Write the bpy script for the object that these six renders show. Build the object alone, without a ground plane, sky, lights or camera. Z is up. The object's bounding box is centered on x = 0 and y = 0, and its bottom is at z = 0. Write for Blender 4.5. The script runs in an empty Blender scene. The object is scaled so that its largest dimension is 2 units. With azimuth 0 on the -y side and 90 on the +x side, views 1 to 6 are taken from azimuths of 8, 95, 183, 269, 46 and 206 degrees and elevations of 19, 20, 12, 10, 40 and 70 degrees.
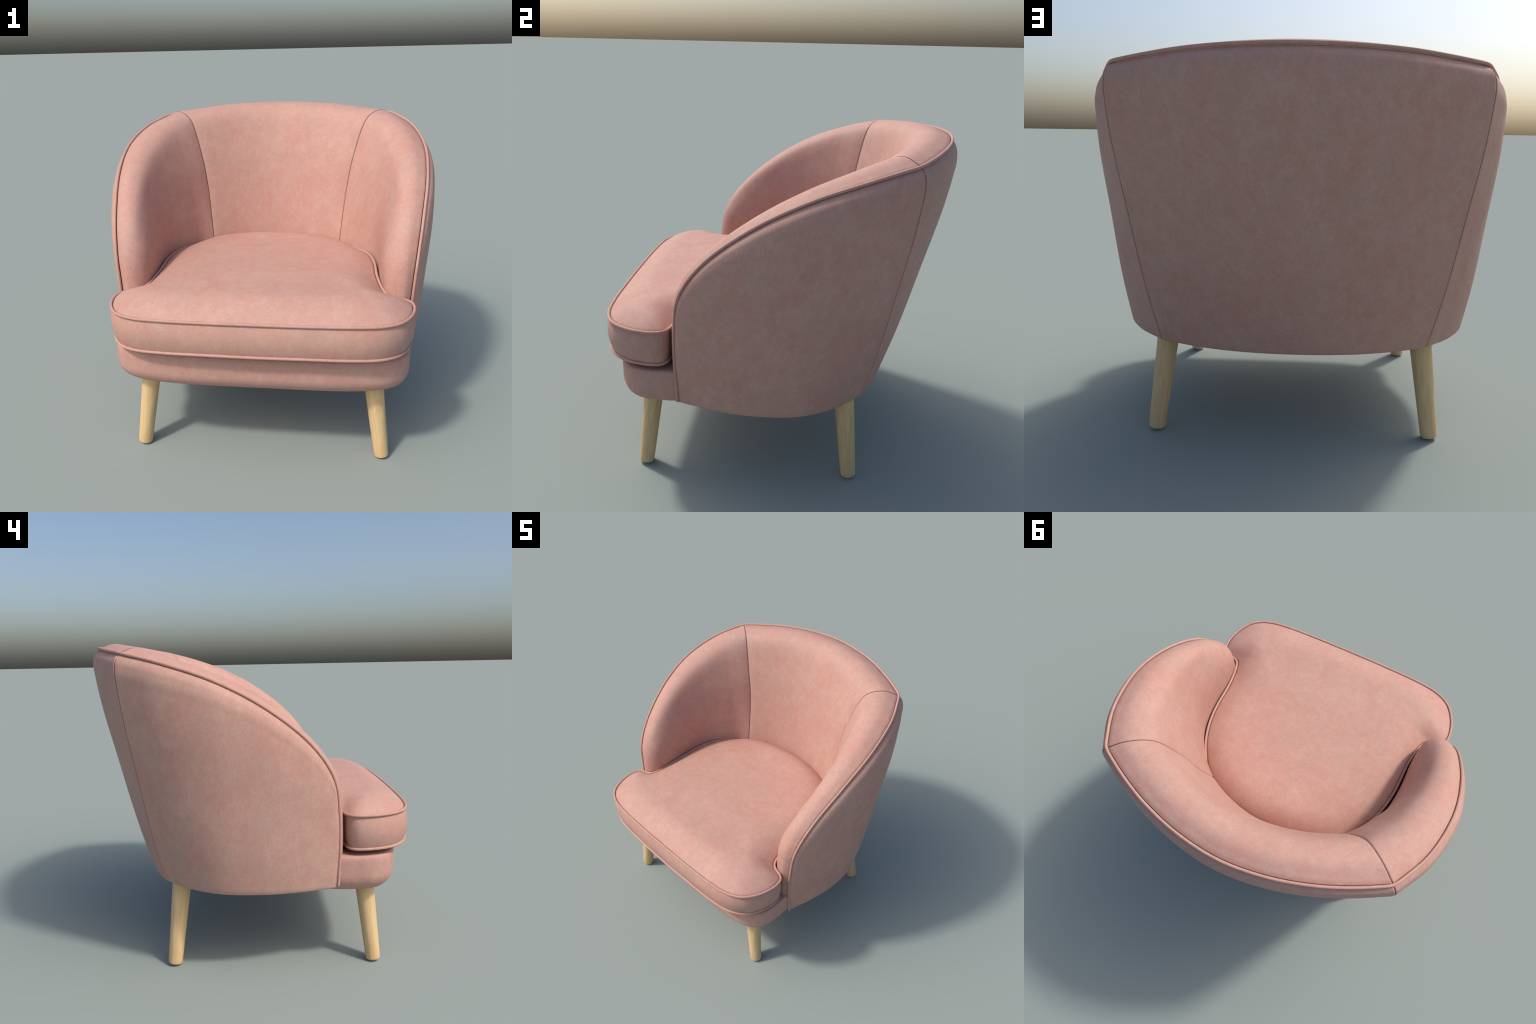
"""Upholstered tub armchair: curved shell (outer panels, inner panels, piping),
T-shaped seat cushion with piped edges, rounded base and four turned wooden legs."""
import bpy, bmesh, math
import numpy as np

# ------------------------------------------------------------------ helpers
def V(*a):
    return np.array(a, float)

def spline(P, per, mirror_end=False, mirror_start=False):
    """Catmull-Rom through the control rows P, `per` samples per span."""
    P = np.asarray(P, float)
    flip = np.ones(P.shape[1]); flip[0] = -1
    a = P[1] * flip if mirror_start else 2 * P[0] - P[1]
    b = P[-2] * flip if mirror_end else 2 * P[-1] - P[-2]
    Q = np.vstack([a, P, b])
    t = np.linspace(0, 1, per, endpoint=False)[:, None]
    out = []
    for i in range(len(P) - 1):
        p0, p1, p2, p3 = Q[i:i + 4]
        out.append(0.5 * (2 * p1 + (p2 - p0) * t + (2 * p0 - 5 * p1 + 4 * p2 - p3) * t ** 2
                          + (3 * p1 - p0 - 3 * p2 + p3) * t ** 3))
    out.append(P[-1:])
    return np.vstack(out)

def resample(C, n, closed=False):
    if closed:
        C = np.vstack([C, C[:1]])
    d = np.concatenate([[0], np.cumsum(np.linalg.norm(np.diff(C, axis=0), axis=1))])
    t = np.linspace(0, d[-1], n, endpoint=not closed)
    return np.stack([np.interp(t, d, C[:, k]) for k in range(C.shape[1])], 1)

def relax(C, n, closed=False):
    for _ in range(n):
        if closed:
            C = 0.5 * C + 0.25 * (np.roll(C, 1, 0) + np.roll(C, -1, 0))
        else:
            C = C.copy(); C[1:-1] = 0.5 * C[1:-1] + 0.25 * (C[:-2] + C[2:])
    return C

def natural(xs, ys, x):
    """Monotone-ish cubic (Hermite with finite-difference slopes)."""
    xs = np.asarray(xs, float); ys = np.asarray(ys, float)
    m = np.gradient(ys, xs, axis=0)
    i = np.clip(np.searchsorted(xs, x) - 1, 0, len(xs) - 2)
    h = xs[i + 1] - xs[i]; t = (x - xs[i]) / h
    if ys.ndim > 1:
        t = t[:, None]; h = h[:, None]
    return ((2 * t**3 - 3 * t**2 + 1) * ys[i] + (t**3 - 2 * t**2 + t) * h * m[i]
            + (-2 * t**3 + 3 * t**2) * ys[i + 1] + (t**3 - t**2) * h * m[i + 1])

def unit(a):
    return a / np.maximum(np.linalg.norm(a, axis=-1, keepdims=True), 1e-9)

def mesh_object(name, verts, faces, mat, parent, smooth=True):
    me = bpy.data.meshes.new(name)
    me.from_pydata([tuple(map(float, v)) for v in verts], [], faces)
    bm = bmesh.new(); bm.from_mesh(me)
    bmesh.ops.remove_doubles(bm, verts=bm.verts, dist=1e-5)
    bmesh.ops.recalc_face_normals(bm, faces=bm.faces)
    bm.to_mesh(me); bm.free()
    me.polygons.foreach_set("use_smooth", [smooth] * len(me.polygons))
    me.materials.append(mat)
    ob = bpy.data.objects.new(name, me)
    bpy.context.collection.objects.link(ob)
    ob.parent = parent
    return ob

def grid_faces(nu, nv, close_u=False, close_v=False):
    F = []
    for i in range(nu if close_u else nu - 1):
        for j in range(nv if close_v else nv - 1):
            a, b = i, (i + 1) % nu
            c, d = j, (j + 1) % nv
            F.append((a * nv + c, b * nv + c, b * nv + d, a * nv + d))
    return F

def grid_object(name, G, mat, parent, **k):
    nu, nv = G.shape[:2]
    return mesh_object(name, G.reshape(-1, 3), grid_faces(nu, nv, **k), mat, parent)

def tube(name, C, r, mat, parent, closed=False, sides=14, caps=True):
    C = np.asarray(C, float)
    if closed:
        T = unit(np.roll(C, -1, 0) - np.roll(C, 1, 0))
    else:
        T = unit(np.gradient(C, axis=0))
    ref = np.where(np.abs(T[:, 2:3]) > 0.9, V(0, 1, 0), V(0, 0, 1))
    # parallel transport
    N = np.zeros_like(C); n = np.cross(T[0], ref[0]); n /= np.linalg.norm(n)
    for i in range(len(C)):
        n = n - T[i] * (n @ T[i]); n /= np.linalg.norm(n); N[i] = n
    B = np.cross(T, N)
    a = np.linspace(0, 2 * math.pi, sides, endpoint=False)
    G = C[:, None] + r * (np.cos(a)[None, :, None] * N[:, None] + np.sin(a)[None, :, None] * B[:, None])
    F = grid_faces(len(C), sides, close_u=closed, close_v=True)
    if not closed and caps:
        F.append(tuple(range(sides)))
        F.append(tuple((len(C) - 1) * sides + k for k in range(sides)))
    return mesh_object(name, G.reshape(-1, 3), F, mat, parent)

# ---------------------------------------------------------------- materials
def new_mat(name):
    m = bpy.data.materials.new(name); m.use_nodes = True
    nt = m.node_tree; nt.nodes.clear()
    out = nt.nodes.new('ShaderNodeOutputMaterial')
    bs = nt.nodes.new('ShaderNodeBsdfPrincipled')
    nt.links.new(bs.outputs[0], out.inputs[0])
    tc = nt.nodes.new('ShaderNodeTexCoord')
    return m, nt, bs, tc

def noise(nt, vec, scale, detail=4, rough=0.55, dist=0.0):
    n = nt.nodes.new('ShaderNodeTexNoise')
    n.inputs['Scale'].default_value = scale; n.inputs['Detail'].default_value = detail
    n.inputs['Roughness'].default_value = rough; n.inputs['Distortion'].default_value = dist
    nt.links.new(vec, n.inputs['Vector'])
    return n.outputs['Fac']

def ramp(nt, fac, stops):
    r = nt.nodes.new('ShaderNodeValToRGB')
    el = r.color_ramp.elements
    while len(el) < len(stops):
        el.new(0.5)
    for e, (p, c) in zip(el, stops):
        e.position = p; e.color = (*c, 1)
    nt.links.new(fac, r.inputs['Fac'])
    return r.outputs['Color']

def mix(nt, fac, a, b, mode='MIX'):
    m = nt.nodes.new('ShaderNodeMix'); m.data_type = 'RGBA'; m.blend_type = mode
    for sock, v in ((m.inputs['Factor'], fac), (m.inputs['A'], a), (m.inputs['B'], b)):
        if isinstance(v, (int, float)):
            sock.default_value = v
        elif isinstance(v, tuple):
            sock.default_value = (*v, 1)
        else:
            nt.links.new(v, sock)
    return m.outputs['Result']

PINK = (0.512, 0.292, 0.237)
RED = (0.492, 0.243, 0.194)
PALE = (0.552, 0.352, 0.290)
BEIGE = (0.455, 0.298, 0.245)

def leather_material():
    m, nt, bs, tc = new_mat('salmon_leather')
    o = tc.outputs['Object']
    mp = nt.nodes.new('ShaderNodeMapping'); nt.links.new(o, mp.inputs['Vector'])
    mp.inputs['Scale'].default_value = (1.0, 1.0, 0.8)
    big = noise(nt, mp.outputs[0], 5.0, 6, 0.65, 0.4)
    mid = noise(nt, mp.outputs[0], 22.0, 6, 0.68, 0.3)
    fine = noise(nt, mp.outputs[0], 95.0, 3, 0.6)
    c = ramp(nt, big, [(0.32, RED), (0.5, PINK), (0.70, PALE)])
    c2 = ramp(nt, mid, [(0.30, RED), (0.5, PINK), (0.72, PALE)])
    c = mix(nt, 0.55, c, c2)
    tan = noise(nt, mp.outputs[0], 7.0, 6, 0.7, 0.2)
    tm = ramp(nt, tan, [(0.48, (0, 0, 0)), (0.72, (0.7, 0.7, 0.7))])
    c = mix(nt, tm, c, BEIGE)
    g = ramp(nt, fine, [(0.3, (0.93, 0.92, 0.92)), (0.7, (1.05, 1.05, 1.05))])
    c = mix(nt, 1.0, c, g, 'MULTIPLY')
    nt.links.new(c, bs.inputs['Base Color'])
    bs.inputs['Roughness'].default_value = 0.62
    bs.inputs['Specular IOR Level'].default_value = 0.25
    bmp = nt.nodes.new('ShaderNodeBump')
    bmp.inputs['Strength'].default_value = 0.12; bmp.inputs['Distance'].default_value = 0.004
    h = noise(nt, o, 180.0, 3, 0.6)
    nt.links.new(h, bmp.inputs['Height']); nt.links.new(bmp.outputs[0], bs.inputs['Normal'])
    return m

def wood_material():
    m, nt, bs, tc = new_mat('pale_oiled_wood')
    mp = nt.nodes.new('ShaderNodeMapping'); mp.inputs['Scale'].default_value = (9, 9, 0.9)
    nt.links.new(tc.outputs['Object'], mp.inputs['Vector'])
    g = noise(nt, mp.outputs[0], 6.0, 5, 0.6, 0.6)
    c = ramp(nt, g, [(0.25, (0.56, 0.36, 0.17)), (0.5, (0.67, 0.47, 0.24)), (0.75, (0.74, 0.54, 0.30))])
    nt.links.new(c, bs.inputs['Base Color'])
    bs.inputs['Roughness'].default_value = 0.5
    bs.inputs['Specular IOR Level'].default_value = 0.3
    return m

def seam_shadow_material():
    m, nt, bs, tc = new_mat('painted_seam_shadow')
    n = noise(nt, tc.outputs['Object'], 160, 2)
    nt.links.new(ramp(nt, n, [(0.3, (0.13, 0.068, 0.055)), (0.7, (0.19, 0.10, 0.082))]), bs.inputs['Base Color'])
    bs.inputs['Roughness'].default_value = 0.8
    return m

def cover_material():
    m, nt, bs, tc = new_mat('dark_dust_cover')
    n = noise(nt, tc.outputs['Object'], 60, 2)
    nt.links.new(ramp(nt, n, [(0.3, (0.02, 0.018, 0.017)), (0.7, (0.035, 0.03, 0.028))]), bs.inputs['Base Color'])
    bs.inputs['Roughness'].default_value = 0.9
    return m

LEATHER = leather_material()
WOOD = wood_material()
COVER = cover_material()
SEAM_SHADOW = seam_shadow_material()

chair = bpy.data.objects.new('armchair', None)
bpy.context.collection.objects.link(chair)
chair["label"] = "salmon pink leather tub armchair with piped edges and wooden legs"
chair["category"] = "armchair"

PIPE_R = 0.0081
MIR = V(-1, 1, 1)

# ------------------------------------------------------------------- shell
# rim line (piping), right half, from the arm's foot to the centre of the back
RIM = [V(.833, -.492, .505), V(.836, -.501, .736), V(.846, -.495, .936), V(.864, -.463, 1.124),
       V(.898, -.329, 1.318), V(.939, -.100, 1.504), V(.948, .154, 1.642), V(.897, .425, 1.735),
       V(.791, .652, 1.792), V(.622, .748, 1.809), V(.438, .829, 1.825), V(.229, .888, 1.834),
       V(0, .913, 1.837)]
# outer foot of the shell, one point per rim knot
FOOT = [V(.829, -.491, .503), V(.836, -.470, .503), V(.846, -.440, .503), V(.858, -.395, .503),
        V(.885, -.300, .503), V(.913, -.100, .503), V(.893, .140, .503), V(.795, .330, .503),
        V(.648, .485, .503), V(.500, .552, .503), V(.340, .602, .503), V(.170, .629, .503),
        V(0, .637, .503)]
# bulge of the outer skin over its chord, per knot
BULGE = [0.000, .008, .018, .026, .043, .058, .067, .069, .066, .063, .065, .068, .070]
# hidden lower edge of the inner lining, one point per rim knot
LINING = [V(.700, -.410, .500), V(.692, -.370, .610), V(.682, -.310, .690), V(.676, -.220, .750),
          V(.668, -.090, .790), V(.640, .050, .800), V(.585, .160, .800), V(.510, .245, .800),
          V(.425, .300, .800), V(.325, .357, .800), V(.220, .395, .800), V(.110, .418, .800),
          V(0, .425, .800)]
# section of the padded roll: (inward, up) steps from the rim, per knot:
# crown, shoulder, inner roll, wall
ROLL = [
    [(.040, .030), (.085, .026), (.118, -.008), (.130, -.045)],
    [(.040, .031), (.090, .026), (.128, -.010), (.142, -.060)],
    [(.045, .030), (.100, .024), (.145, -.015), (.163, -.080)],
    [(.055, .028), (.114, .018), (.162, -.030), (.184, -.120)],
    [(.064, .024), (.124, .008), (.168, -.060), (.200, -.200)],
    [(.080, .026), (.152, -.004), (.197, -.110), (.244, -.300)],
    [(.094, .027), (.184, -.010), (.250, -.160), (.298, -.370)],
    [(.106, .030), (.210, -.010), (.300, -.205), (.353, -.430)],
    [(.108, .032), (.222, -.008), (.328, -.237), (.384, -.470)],
    [(.108, .030), (.216, -.012), (.314, -.240), (.373, -.470)],
    [(.106, .030), (.208, -.014), (.304, -.240), (.365, -.470)],
    [(.102, .030), (.203, -.014), (.300, -.240), (.362, -.470)],
    [(.100, .030), (.202, -.014), (.300, -.240), (.362, -.470)]]
CORNER = 8          # knot at which the side panels meet the back panel
PER = 16

def rail(P):
    """Side half and back half, splined separately so the corner stays crisp."""
    P = np.asarray(P, float)
    a = spline(P[:CORNER + 1], PER)
    b = spline(P[CORNER:], PER, mirror_end=True)
    return a, b

rim_s, rim_b = rail(RIM)
foot_s, foot_b = rail(FOOT)
lin_s, lin_b = rail(LINING)
# slightly soften the front run of the rim
bul = np.array(BULGE)[:, None]
kk = np.arange(len(RIM))
def scal(A, lo, hi):
    A = np.asarray(A, float)
    x = np.linspace(lo, hi, (hi - lo) * PER + 1)
    return natural(kk, A, x)
bul_s, bul_b = scal(bul, 0, CORNER), scal(bul, CORNER, 12)
roll = np.array(ROLL).reshape(len(RIM), -1)
roll_s, roll_b = scal(roll, 0, CORNER), scal(roll, CORNER, 12)

def frames(R, mirror):
    T = np.gradient(R, axis=0)
    if mirror:
        T[-1] = V(-1, 0, 0)
    T = unit(T)
    H = unit(np.stack([T[:, 0], T[:, 1], 0 * T[:, 0]], 1))
    return T, H

def inward(knot):
    tbl = [(-1, .10), (-1, .08), (-1, .06), (-1, .03), (-1, -.02), (-1, -.08), (-1, -.25), (-.93, -.45),
           (-.79, -.61), (-.60, -.80), (-.42, -.91), (-.22, -.975), (0, -1)]
    return unit(np.array([(a, b, 0) for a, b in tbl], float))
W_all = inward(None)
def wdir(lo, hi):
    return unit(scal(W_all, lo, hi))
W_s, W_b = wdir(0, CORNER), wdir(CORNER, 12)

def updirs(R, W, mirror):
    T, _ = frames(R, mirror)
    N = np.cross(W, T)
    N = unit(N)
    exp = V(0, -1, .6)
    N[(N @ exp) < 0] *= -1
    return relax(N, 12)
N_s = updirs(rim_s, W_s, False)
N_b = updirs(rim_b, W_b, True)
# towards the back the roll stands upright
upright = scal(np.array([0, 0, 0, 0, 0, .15, .5, .9, 1, 1, 1, 1, 1.])[:, None], 0, 12)
z_up = V(0, 0, 1)
N_s = unit(N_s * (1 - upright[:len(N_s)]) + z_up * upright[:len(N_s)])
N_b = np.tile(z_up, (len(N_b), 1))

NSEC = 56
def inner_grid(R, W, N, ro, L):
    G = np.zeros((len(R), NSEC, 3))
    for i in range(len(R)):
        pts = [R[i] + W[i] * .0080 + N[i] * .0055]
        for k in range(4):
            pts.append(R[i] + W[i] * ro[i, 2 * k] + N[i] * ro[i, 2 * k + 1])
        pts.append(L[i])
        pts = np.array(pts)
        d = np.concatenate([[0], np.cumsum(np.sqrt(np.linalg.norm(np.diff(pts, axis=0), axis=1)))])
        d /= d[-1]
        C = natural(d, pts, np.linspace(0, 1, 240))
        C = resample(C, NSEC - 3)
        # turned-under edge beside the piping leaves a narrow groove
        G[i] = np.vstack([R[i] + W[i] * .0010 - N[i] * .010, R[i] + W[i] * .0048 - N[i] * .003,
                          R[i] + W[i] * .0064 + N[i] * .003, C])
    return G

def outer_grid(R, F, W, b):
    prof_u = [0, .006, .020, .054, .12, .21, .48, .84, 1]
    prof_o = [-.06, .18, .50, .80, .94, 1.0, .81, .38, 0]
    u = np.concatenate([np.linspace(0, .12, 14, endpoint=False), np.linspace(.12, 1, 36)])
    G = np.zeros((len(R), len(u) + 3, 3))
    for i in range(len(R)):
        ch = F[i] - R[i]
        n = -W[i] - ch * ((-W[i]) @ ch) / max(ch @ ch, 1e-6)
        n = n / max(np.linalg.norm(n), 1e-6)
        if np.linalg.norm(ch) < 0.05:
            n = -W[i]
        o = natural(prof_u, prof_o, u)
        G[i, :len(u)] = R[i] + ch * u[:, None] + n * (o * b[i, 0])[:, None]
        # rolled bottom lip
        e = G[i, len(u) - 1]
        G[i, len(u)] = e + W[i] * .004 + V(0, 0, -.006)
        G[i, len(u) + 1] = e + W[i] * .014 + V(0, 0, -.010)
        G[i, len(u) + 2] = e + W[i] * .045 + V(0, 0, -.008)
    return G

SEAM_W = 0.006
def surface_normals(G, into):
    n = unit(np.cross(np.gradient(G, axis=0), np.gradient(G, axis=1)))
    return n if n[3:-3, 8:-8].mean((0, 1)) @ into > 0 else -n

def seam_dip(G, dip, depth, start=False, end=False):
    """Curl the first/last column of a panel down along `dip`, so neighbours meet in a groove."""
    def rows(edge, inner, d):
        t = inner - edge
        w = np.minimum(SEAM_W, .5 * np.linalg.norm(t, axis=1, keepdims=True))
        t = unit(t)
        return np.array([edge + d * depth, edge + t * w * .3 + d * depth * .45,
                         edge + t * w * .75 + d * depth * .12, edge + t * w * 1.5])
    out = G
    if start:
        out = np.concatenate([rows(G[0], G[1], dip), out[1:]], 0)
    if end:
        out = np.concatenate([out[:-1], rows(G[-1], G[-2], dip * (MIR if start else 1))[::-1]], 0)
    return out

TUCK = .0045
tuck_s, tuck_b = rim_s - (N_s - W_s) * TUCK, rim_b - (N_b - W_b) * TUCK
GiS = inner_grid(tuck_s, W_s, N_s, roll_s, lin_s)
GiB = inner_grid(tuck_b, W_b, N_b, roll_b, lin_b)
GoS = outer_grid(tuck_s, foot_s, W_s, bul_s)
GoB = outer_grid(tuck_b, foot_b, W_b, bul_b)

# full back panels (both halves)
GiBf = np.concatenate([GiB, (GiB * MIR)[::-1][1:]], 0)
GoBf = np.concatenate([GoB, (GoB * MIR)[::-1][1:]], 0)

dip_in = unit(surface_normals(GiS, V(1, .3, -.3))[-1] + surface_normals(GiB, V(0, 1, -.3))[0])
dip_out = unit(surface_normals(GoS, V(-1, 0, 0))[-1] + surface_normals(GoB, V(0, -1, 0))[0])
IN_D, OUT_D = .009, .011
grid_object('inner_back_panel', seam_dip(GiBf, dip_in, IN_D, start=True, end=True), LEATHER, chair)
grid_object('outer_back_panel', seam_dip(GoBf, dip_out, OUT_D, start=True, end=True), LEATHER, chair)
arm = seam_dip(GiS, dip_in, IN_D, end=True)
side = seam_dip(GoS, dip_out, OUT_D, end=True)
for flip in (V(1, 1, 1), MIR):
    grid_object('inner_arm_panel', arm * flip, LEATHER, chair)
    grid_object('outer_side_panel', side * flip, LEATHER, chair)

# thin dark tubes modelled along the panel seams to draw the crease shadow
for flip in (V(1, 1, 1), MIR):
    tube('seam_shadow_tube', (GiB[0] + dip_in * .0030)[3:] * flip, .0026, SEAM_SHADOW, chair, sides=8)
    tube('seam_shadow_tube', (GoB[0] + dip_out * .0048)[2:-2] * flip, .0019, SEAM_SHADOW, chair, sides=8)

# rim piping, one continuous cord
half = np.concatenate([rim_s, rim_b[1:]], 0)
outw = -np.concatenate([W_s, W_b[1:]], 0)
upw = np.concatenate([N_s, N_b[1:]], 0)
cord = half + upw * .001 + outw * .001
full = np.concatenate([cord, (cord * MIR)[::-1][1:]], 0)
full = relax(resample(full, 520), 9)
full[:, 2] = np.maximum(full[:, 2], .503)
tube('rim_piping', full, PIPE_R, LEATHER, chair)

# ------------------------------------------------------------ seat cushion
TOP = [V(0, -.932, .903), V(.250, -.930, .903), V(.480, -.922, .903), V(.640, -.900, .902),
       V(.745, -.845, .901), V(.805, -.755, .900), V(.832, -.655, .900), V(.826, -.580, .900),
       V(.790, -.546, .900), V(.742, -.533, .903), V(.703, -.510, .910), V(.676, -.440, .921),
       V(.655, -.300, .942), V(.650, -.100, .955), V(.622, .060, .955), V(.560, .205, .940),
       V(.448, .340, .930), V(.256, .428, .925), V(0, .460, .925)]
LOW = [V(0, -.938, .722), V(.250, -.934, .722), V(.480, -.925, .720), V(.640, -.898, .716),
       V(.740, -.840, .713), V(.798, -.755, .712), V(.822, -.655, .712), V(.817, -.585, .712),
       V(.785, -.555, .714), V(.742, -.545, .718), V(.703, -.520, .720), V(.676, -.440, .720),
       V(.655, -.300, .720), V(.648, -.100, .720), V(.610, .060, .720), V(.540, .200, .720),
       V(.420, .320, .720), V(.245, .395, .720), V(0, .425, .720)]

def loop(P, n):
    h = spline(P, 12, mirror_end=True, mirror_start=True)
    c = np.concatenate([h, (h * MIR)[::-1][1:-1]], 0)
    return c
NL = 16
top = loop(TOP, NL); low = loop(LOW, NL)
nl = len(top)
centre = V(0, -.60)

def seg_dist(P, C):
    A = C; B = np.roll(C, -1, 0); AB = B - A
    d = np.full(len(P), 9.0); iz = np.zeros(len(P), int)
    for k in range(len(A)):
        t = np.clip(((P - A[k]) @ AB[k]) / (AB[k] @ AB[k] + 1e-12), 0, 1)
        q = np.linalg.norm(P - (A[k] + t[:, None] * AB[k]), axis=1)
        m = q < d; d[m] = q[m]; iz[m] = k
    return d

def dome(x, y):
    yy = natural([-1.2, -.95, -.75, -.50, -.20, .10, .30, .47, .7],
                 [.985, .995, 1.006, 1.015, 1.017, 1.020, 1.022, 1.020, 1.01], y)
    return yy - .022 * (x / .75) ** 2 - .015 * np.clip((np.abs(x) - .52) / .25, 0, 1) ** 2

nb = unit(np.column_stack([np.roll(top, -1, 0)[:, 1] - np.roll(top, 1, 0)[:, 1],
                           -(np.roll(top, -1, 0)[:, 0] - np.roll(top, 1, 0)[:, 0]), np.zeros(nl)]))
if (nb[0] @ V(0, -1, 0)) < 0:
    nb = -nb
nb = relax(nb, 6, True)
NR = 44
rings = []
for k in range(NR + 1):
    r = 1 - (k / NR) ** 1.25
    xy = centre + (top[:, :2] - centre) * r
    d = seg_dist(xy, top[:, :2])
    reach = natural([-1.2, -.95, -.60, -.30, .10, .50, .8], [.28, .26, .22, .23, .20, .17, .16], xy[:, 1])
    e = np.clip(d / reach, 0, 1)
    f = 1 - (1 - e) ** 2.6
    zt = top[:, 2]
    z = zt + (dome(xy[:, 0], xy[:, 1]) - zt) * f
    if k == 0:
        # turned-under edge leaves a narrow groove beside the piping
        rings.append(np.column_stack([top[:, :2], zt - .012]))
        xy = top[:, :2] - nb[:, :2] * .0055; z = zt + .001
    rings.append(np.column_stack([xy, z]))
Gt = np.array(rings)
F = grid_faces(NR + 2, nl, close_v=True)
# calm the creases of the distance field
for _ in range(14):
    z = Gt[:, :, 2]
    q = z.copy()
    q[3:-1] = .5 * z[3:-1] + .125 * (z[2:-2] + z[4:] + np.roll(z, 1, 1)[3:-1] + np.roll(z, -1, 1)[3:-1])
    Gt[:, :, 2] = q
# average heights near the pole
for k in range(NR - 2, NR + 2):
    w = (k - (NR - 3)) / 4.0
    Gt[k, :, 2] = Gt[k, :, 2] * (1 - w) + Gt[k, :, 2].mean() * w
cushion = bpy.data.objects.new('seat_cushion', None)
bpy.context.collection.objects.link(cushion); cushion.parent = chair
mesh_object('cushion_top', Gt.reshape(-1, 3), F, LEATHER, cushion)

# boxing band: bulges outward between the two piping cords
amp = .020 * np.clip((-.50 - top[:, 1]) / .10, .25, 1)
band = []
for t in np.linspace(0, 1, 22):
    b = math.sin(math.pi * t) ** .75
    band.append(top * (1 - t) + low * t + nb * (amp * b - .003)[:, None])
mesh_object('cushion_boxing', np.array(band).reshape(-1, 3), grid_faces(22, nl, close_v=True), LEATHER, cushion)
bot = []
for k in range(13):
    r = 1 - k / 12
    xy = centre + (low[:, :2] - centre) * r
    d = np.clip((1 - r) * 4, 0, 1)
    bot.append(np.column_stack([xy, low[:, 2] - .012 * d + .003]))
mesh_object('cushion_underside', np.array(bot).reshape(-1, 3), grid_faces(13, nl, close_v=True), LEATHER, cushion)
tube('cushion_piping', relax(resample(top + nb * .005 + V(0, 0, .003), 620, True), 2, True), PIPE_R, LEATHER, cushion, closed=True)
tube('cushion_piping', relax(resample(low + nb * .004 + V(0, 0, .001), 620, True), 2, True), PIPE_R, LEATHER, cushion, closed=True)

# -------------------------------------------------------------------- base
# front: a squarish rounded plan between the arms; the hidden rear part fills the shell
BX, BD, BP = .832, .341, 4.3
fine_a = np.linspace(math.pi / 2, 0, 400)
front = np.array([V(BX * max(math.cos(a), 0) ** (2 / BP), -.53 - BD * max(math.sin(a), 0) ** (2 / BP)) for a in fine_a])
front[0, 0] = 0
front = resample(front, 14)
BASE = list(front) + [V(.824, -.47), V(.790, -.300), V(.780, -.100), V(.740, .120), V(.650, .300),
        V(.480, .430), V(.250, .500), V(0, .520)]
b2 = spline(BASE, 12, mirror_end=True, mirror_start=True)
b2 = np.concatenate([b2, (b2 * V(-1, 1))[::-1][1:-1]], 0)
nbs = len(b2)
tb = np.roll(b2, -1, 0) - np.roll(b2, 1, 0)
nn = unit(np.column_stack([tb[:, 1], -tb[:, 0]]))
if nn[0] @ V(0, -1) < 0:
    nn = -nn
nn = relax(nn, 8, True)
prof = [(.60, .668), (.06, .676), (.022, .676), (.010, .672), (.003, .664), (.000, .650)]
prof += [(.124 * (1 - math.cos(q)), .450 + .112 * (1 - math.sin(q))) for q in np.linspace(0, math.pi / 2, 12)]
prof += [(.60, .450)]
PG = []
for ins, z in prof:
    if ins > .3:
        xy = V(0, -.25) + (b2 - V(0, -.25)) * .3
    else:
        xy = b2 - nn * ins
    PG.append(np.column_stack([xy, np.full(nbs, z)]))
PG = np.array(PG)
# resample the profile smoothly
fine = []
for i in range(len(PG) - 1):
    m = 1 if i in (0, len(PG) - 2) else 4
    for t in np.linspace(0, 1, m, endpoint=False):
        fine.append(PG[i] * (1 - t) + PG[i + 1] * t)
fine.append(PG[-1]); fine = np.array(fine)
Fb = grid_faces(len(fine), nbs, close_v=True)
Fb.append(tuple(range(nbs))); Fb.append(tuple((len(fine) - 1) * nbs + k for k in range(nbs)))
mesh_object('seat_base', fine.reshape(-1, 3), Fb, LEATHER, chair)

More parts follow.
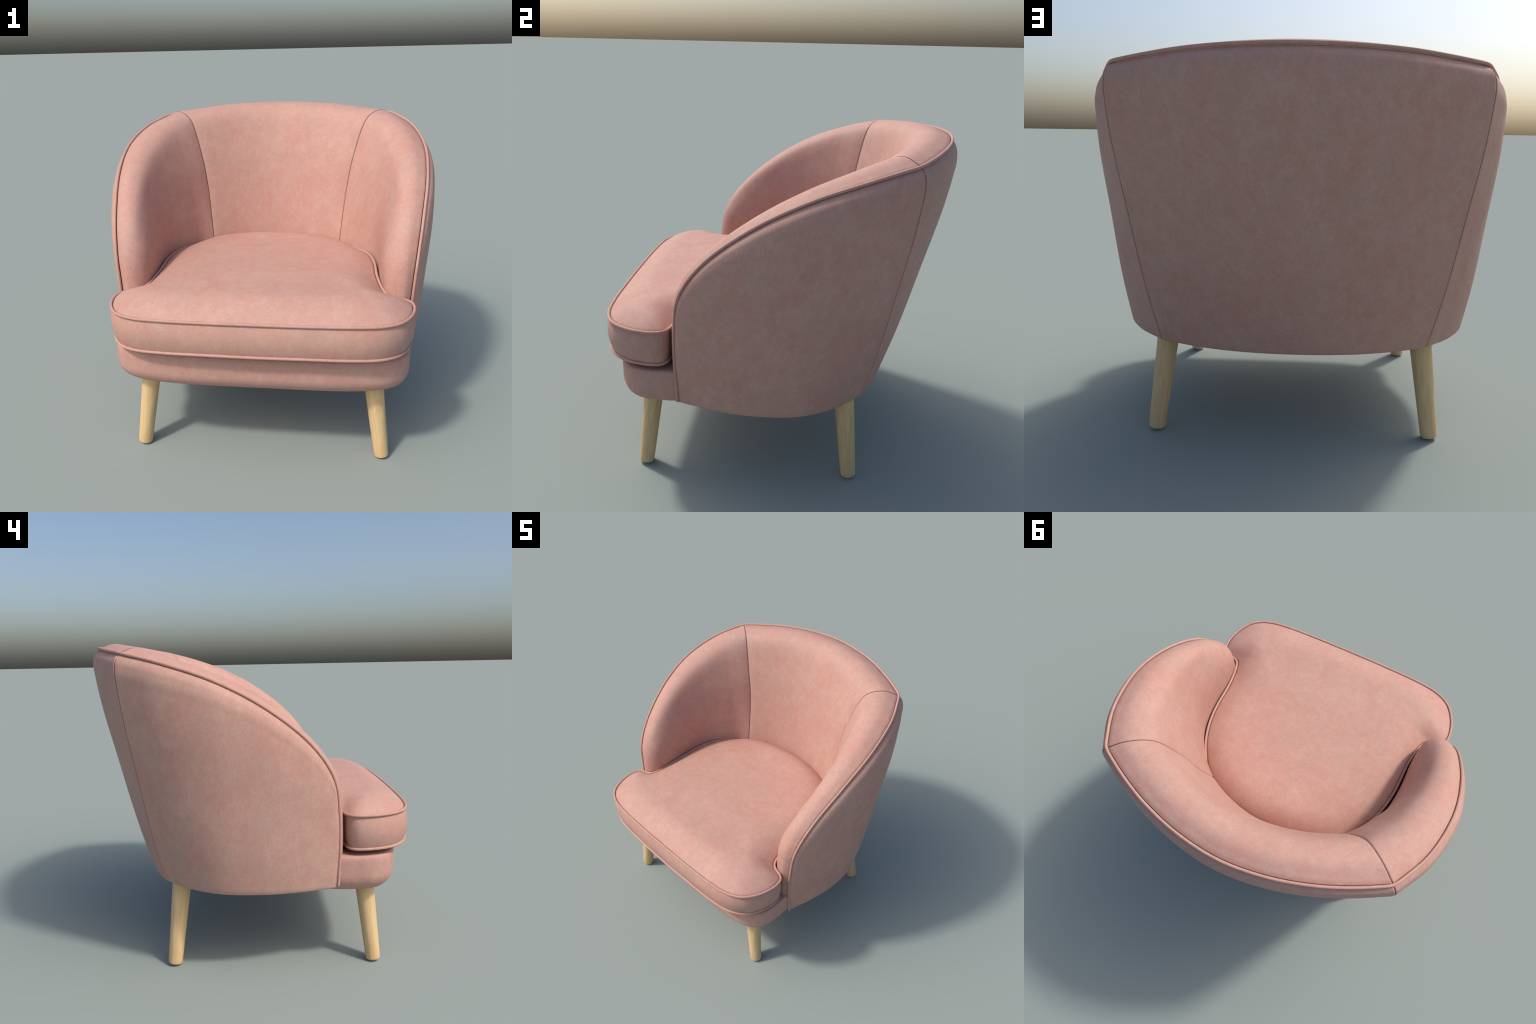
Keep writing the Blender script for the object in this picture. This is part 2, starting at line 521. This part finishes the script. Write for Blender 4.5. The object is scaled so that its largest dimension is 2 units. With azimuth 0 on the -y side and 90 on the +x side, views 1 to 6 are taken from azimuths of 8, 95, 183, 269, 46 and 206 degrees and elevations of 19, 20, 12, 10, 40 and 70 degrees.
# dust cover closing the shell from below
fl = np.concatenate([foot_s, foot_b[1:]], 0)
fl = np.concatenate([fl, (fl * MIR)[::-1][1:]], 0)[:-1]
cv = V(0, 0, 0) + (fl - V(0, .05, 0)) * V(.965, .965, 1) + V(0, .05, 0)
cv[:, 2] = .5005
mesh_object('dust_cover', cv, [tuple(range(len(cv)))], COVER, chair)

# -------------------------------------------------------------------- legs
def leg_mesh():
    """Turned tapered peg along local -z, rounded foot; unit built once."""
    L, r1, r0 = 0.52, 0.0555, 0.0415
    pr = [(r1, 0)] + [(r1 + (r0 - r1) * t, -L * t) for t in np.linspace(.1, .95, 10)]
    e = 0.012
    pr += [(r0 - e + e * math.cos(a), -L + e - e * math.sin(a)) for a in np.linspace(0, math.pi / 2, 6)]
    pr += [(r0 * .5, -L), (0.0005, -L)]
    n = 40
    a = np.linspace(0, 2 * math.pi, n, endpoint=False)
    G = np.array([[(r * math.cos(q), r * math.sin(q), z) for q in a] for r, z in pr])
    return G, grid_faces(len(pr), n, close_v=True)
LG, LF = leg_mesh()
from mathutils import Vector
first = None
for foot_p, head_p in ((V(.699, -.720, 0), V(.633, -.668, .50)), (V(.697, .440, 0), V(.633, .387, .50)),
                       (V(-.699, -.720, 0), V(-.633, -.668, .50)), (V(-.697, .440, 0), V(-.633, .387, .50))):
    if first is None:
        ob = mesh_object('leg', LG.reshape(-1, 3), LF, WOOD, chair); first = ob
    else:
        ob = first.copy(); bpy.context.collection.objects.link(ob); ob.parent = chair
    d = Vector(foot_p - head_p).normalized()
    ob.rotation_mode = 'QUATERNION'
    ob.rotation_quaternion = Vector((0, 0, -1)).rotation_difference(d)
    tilt = math.sqrt(1 - d.z ** 2) * .0415 - .005
    ob.location = Vector(foot_p) - d * (0.52 + tilt * .9)
bpy.context.view_layer.update()
low_z = min((first.matrix_world @ v.co).z for v in first.data.vertices)
for o in bpy.data.objects:
    if o.name.startswith('leg'):
        z = min((o.matrix_world @ v.co).z for v in o.data.vertices)
        o.location.z -= z
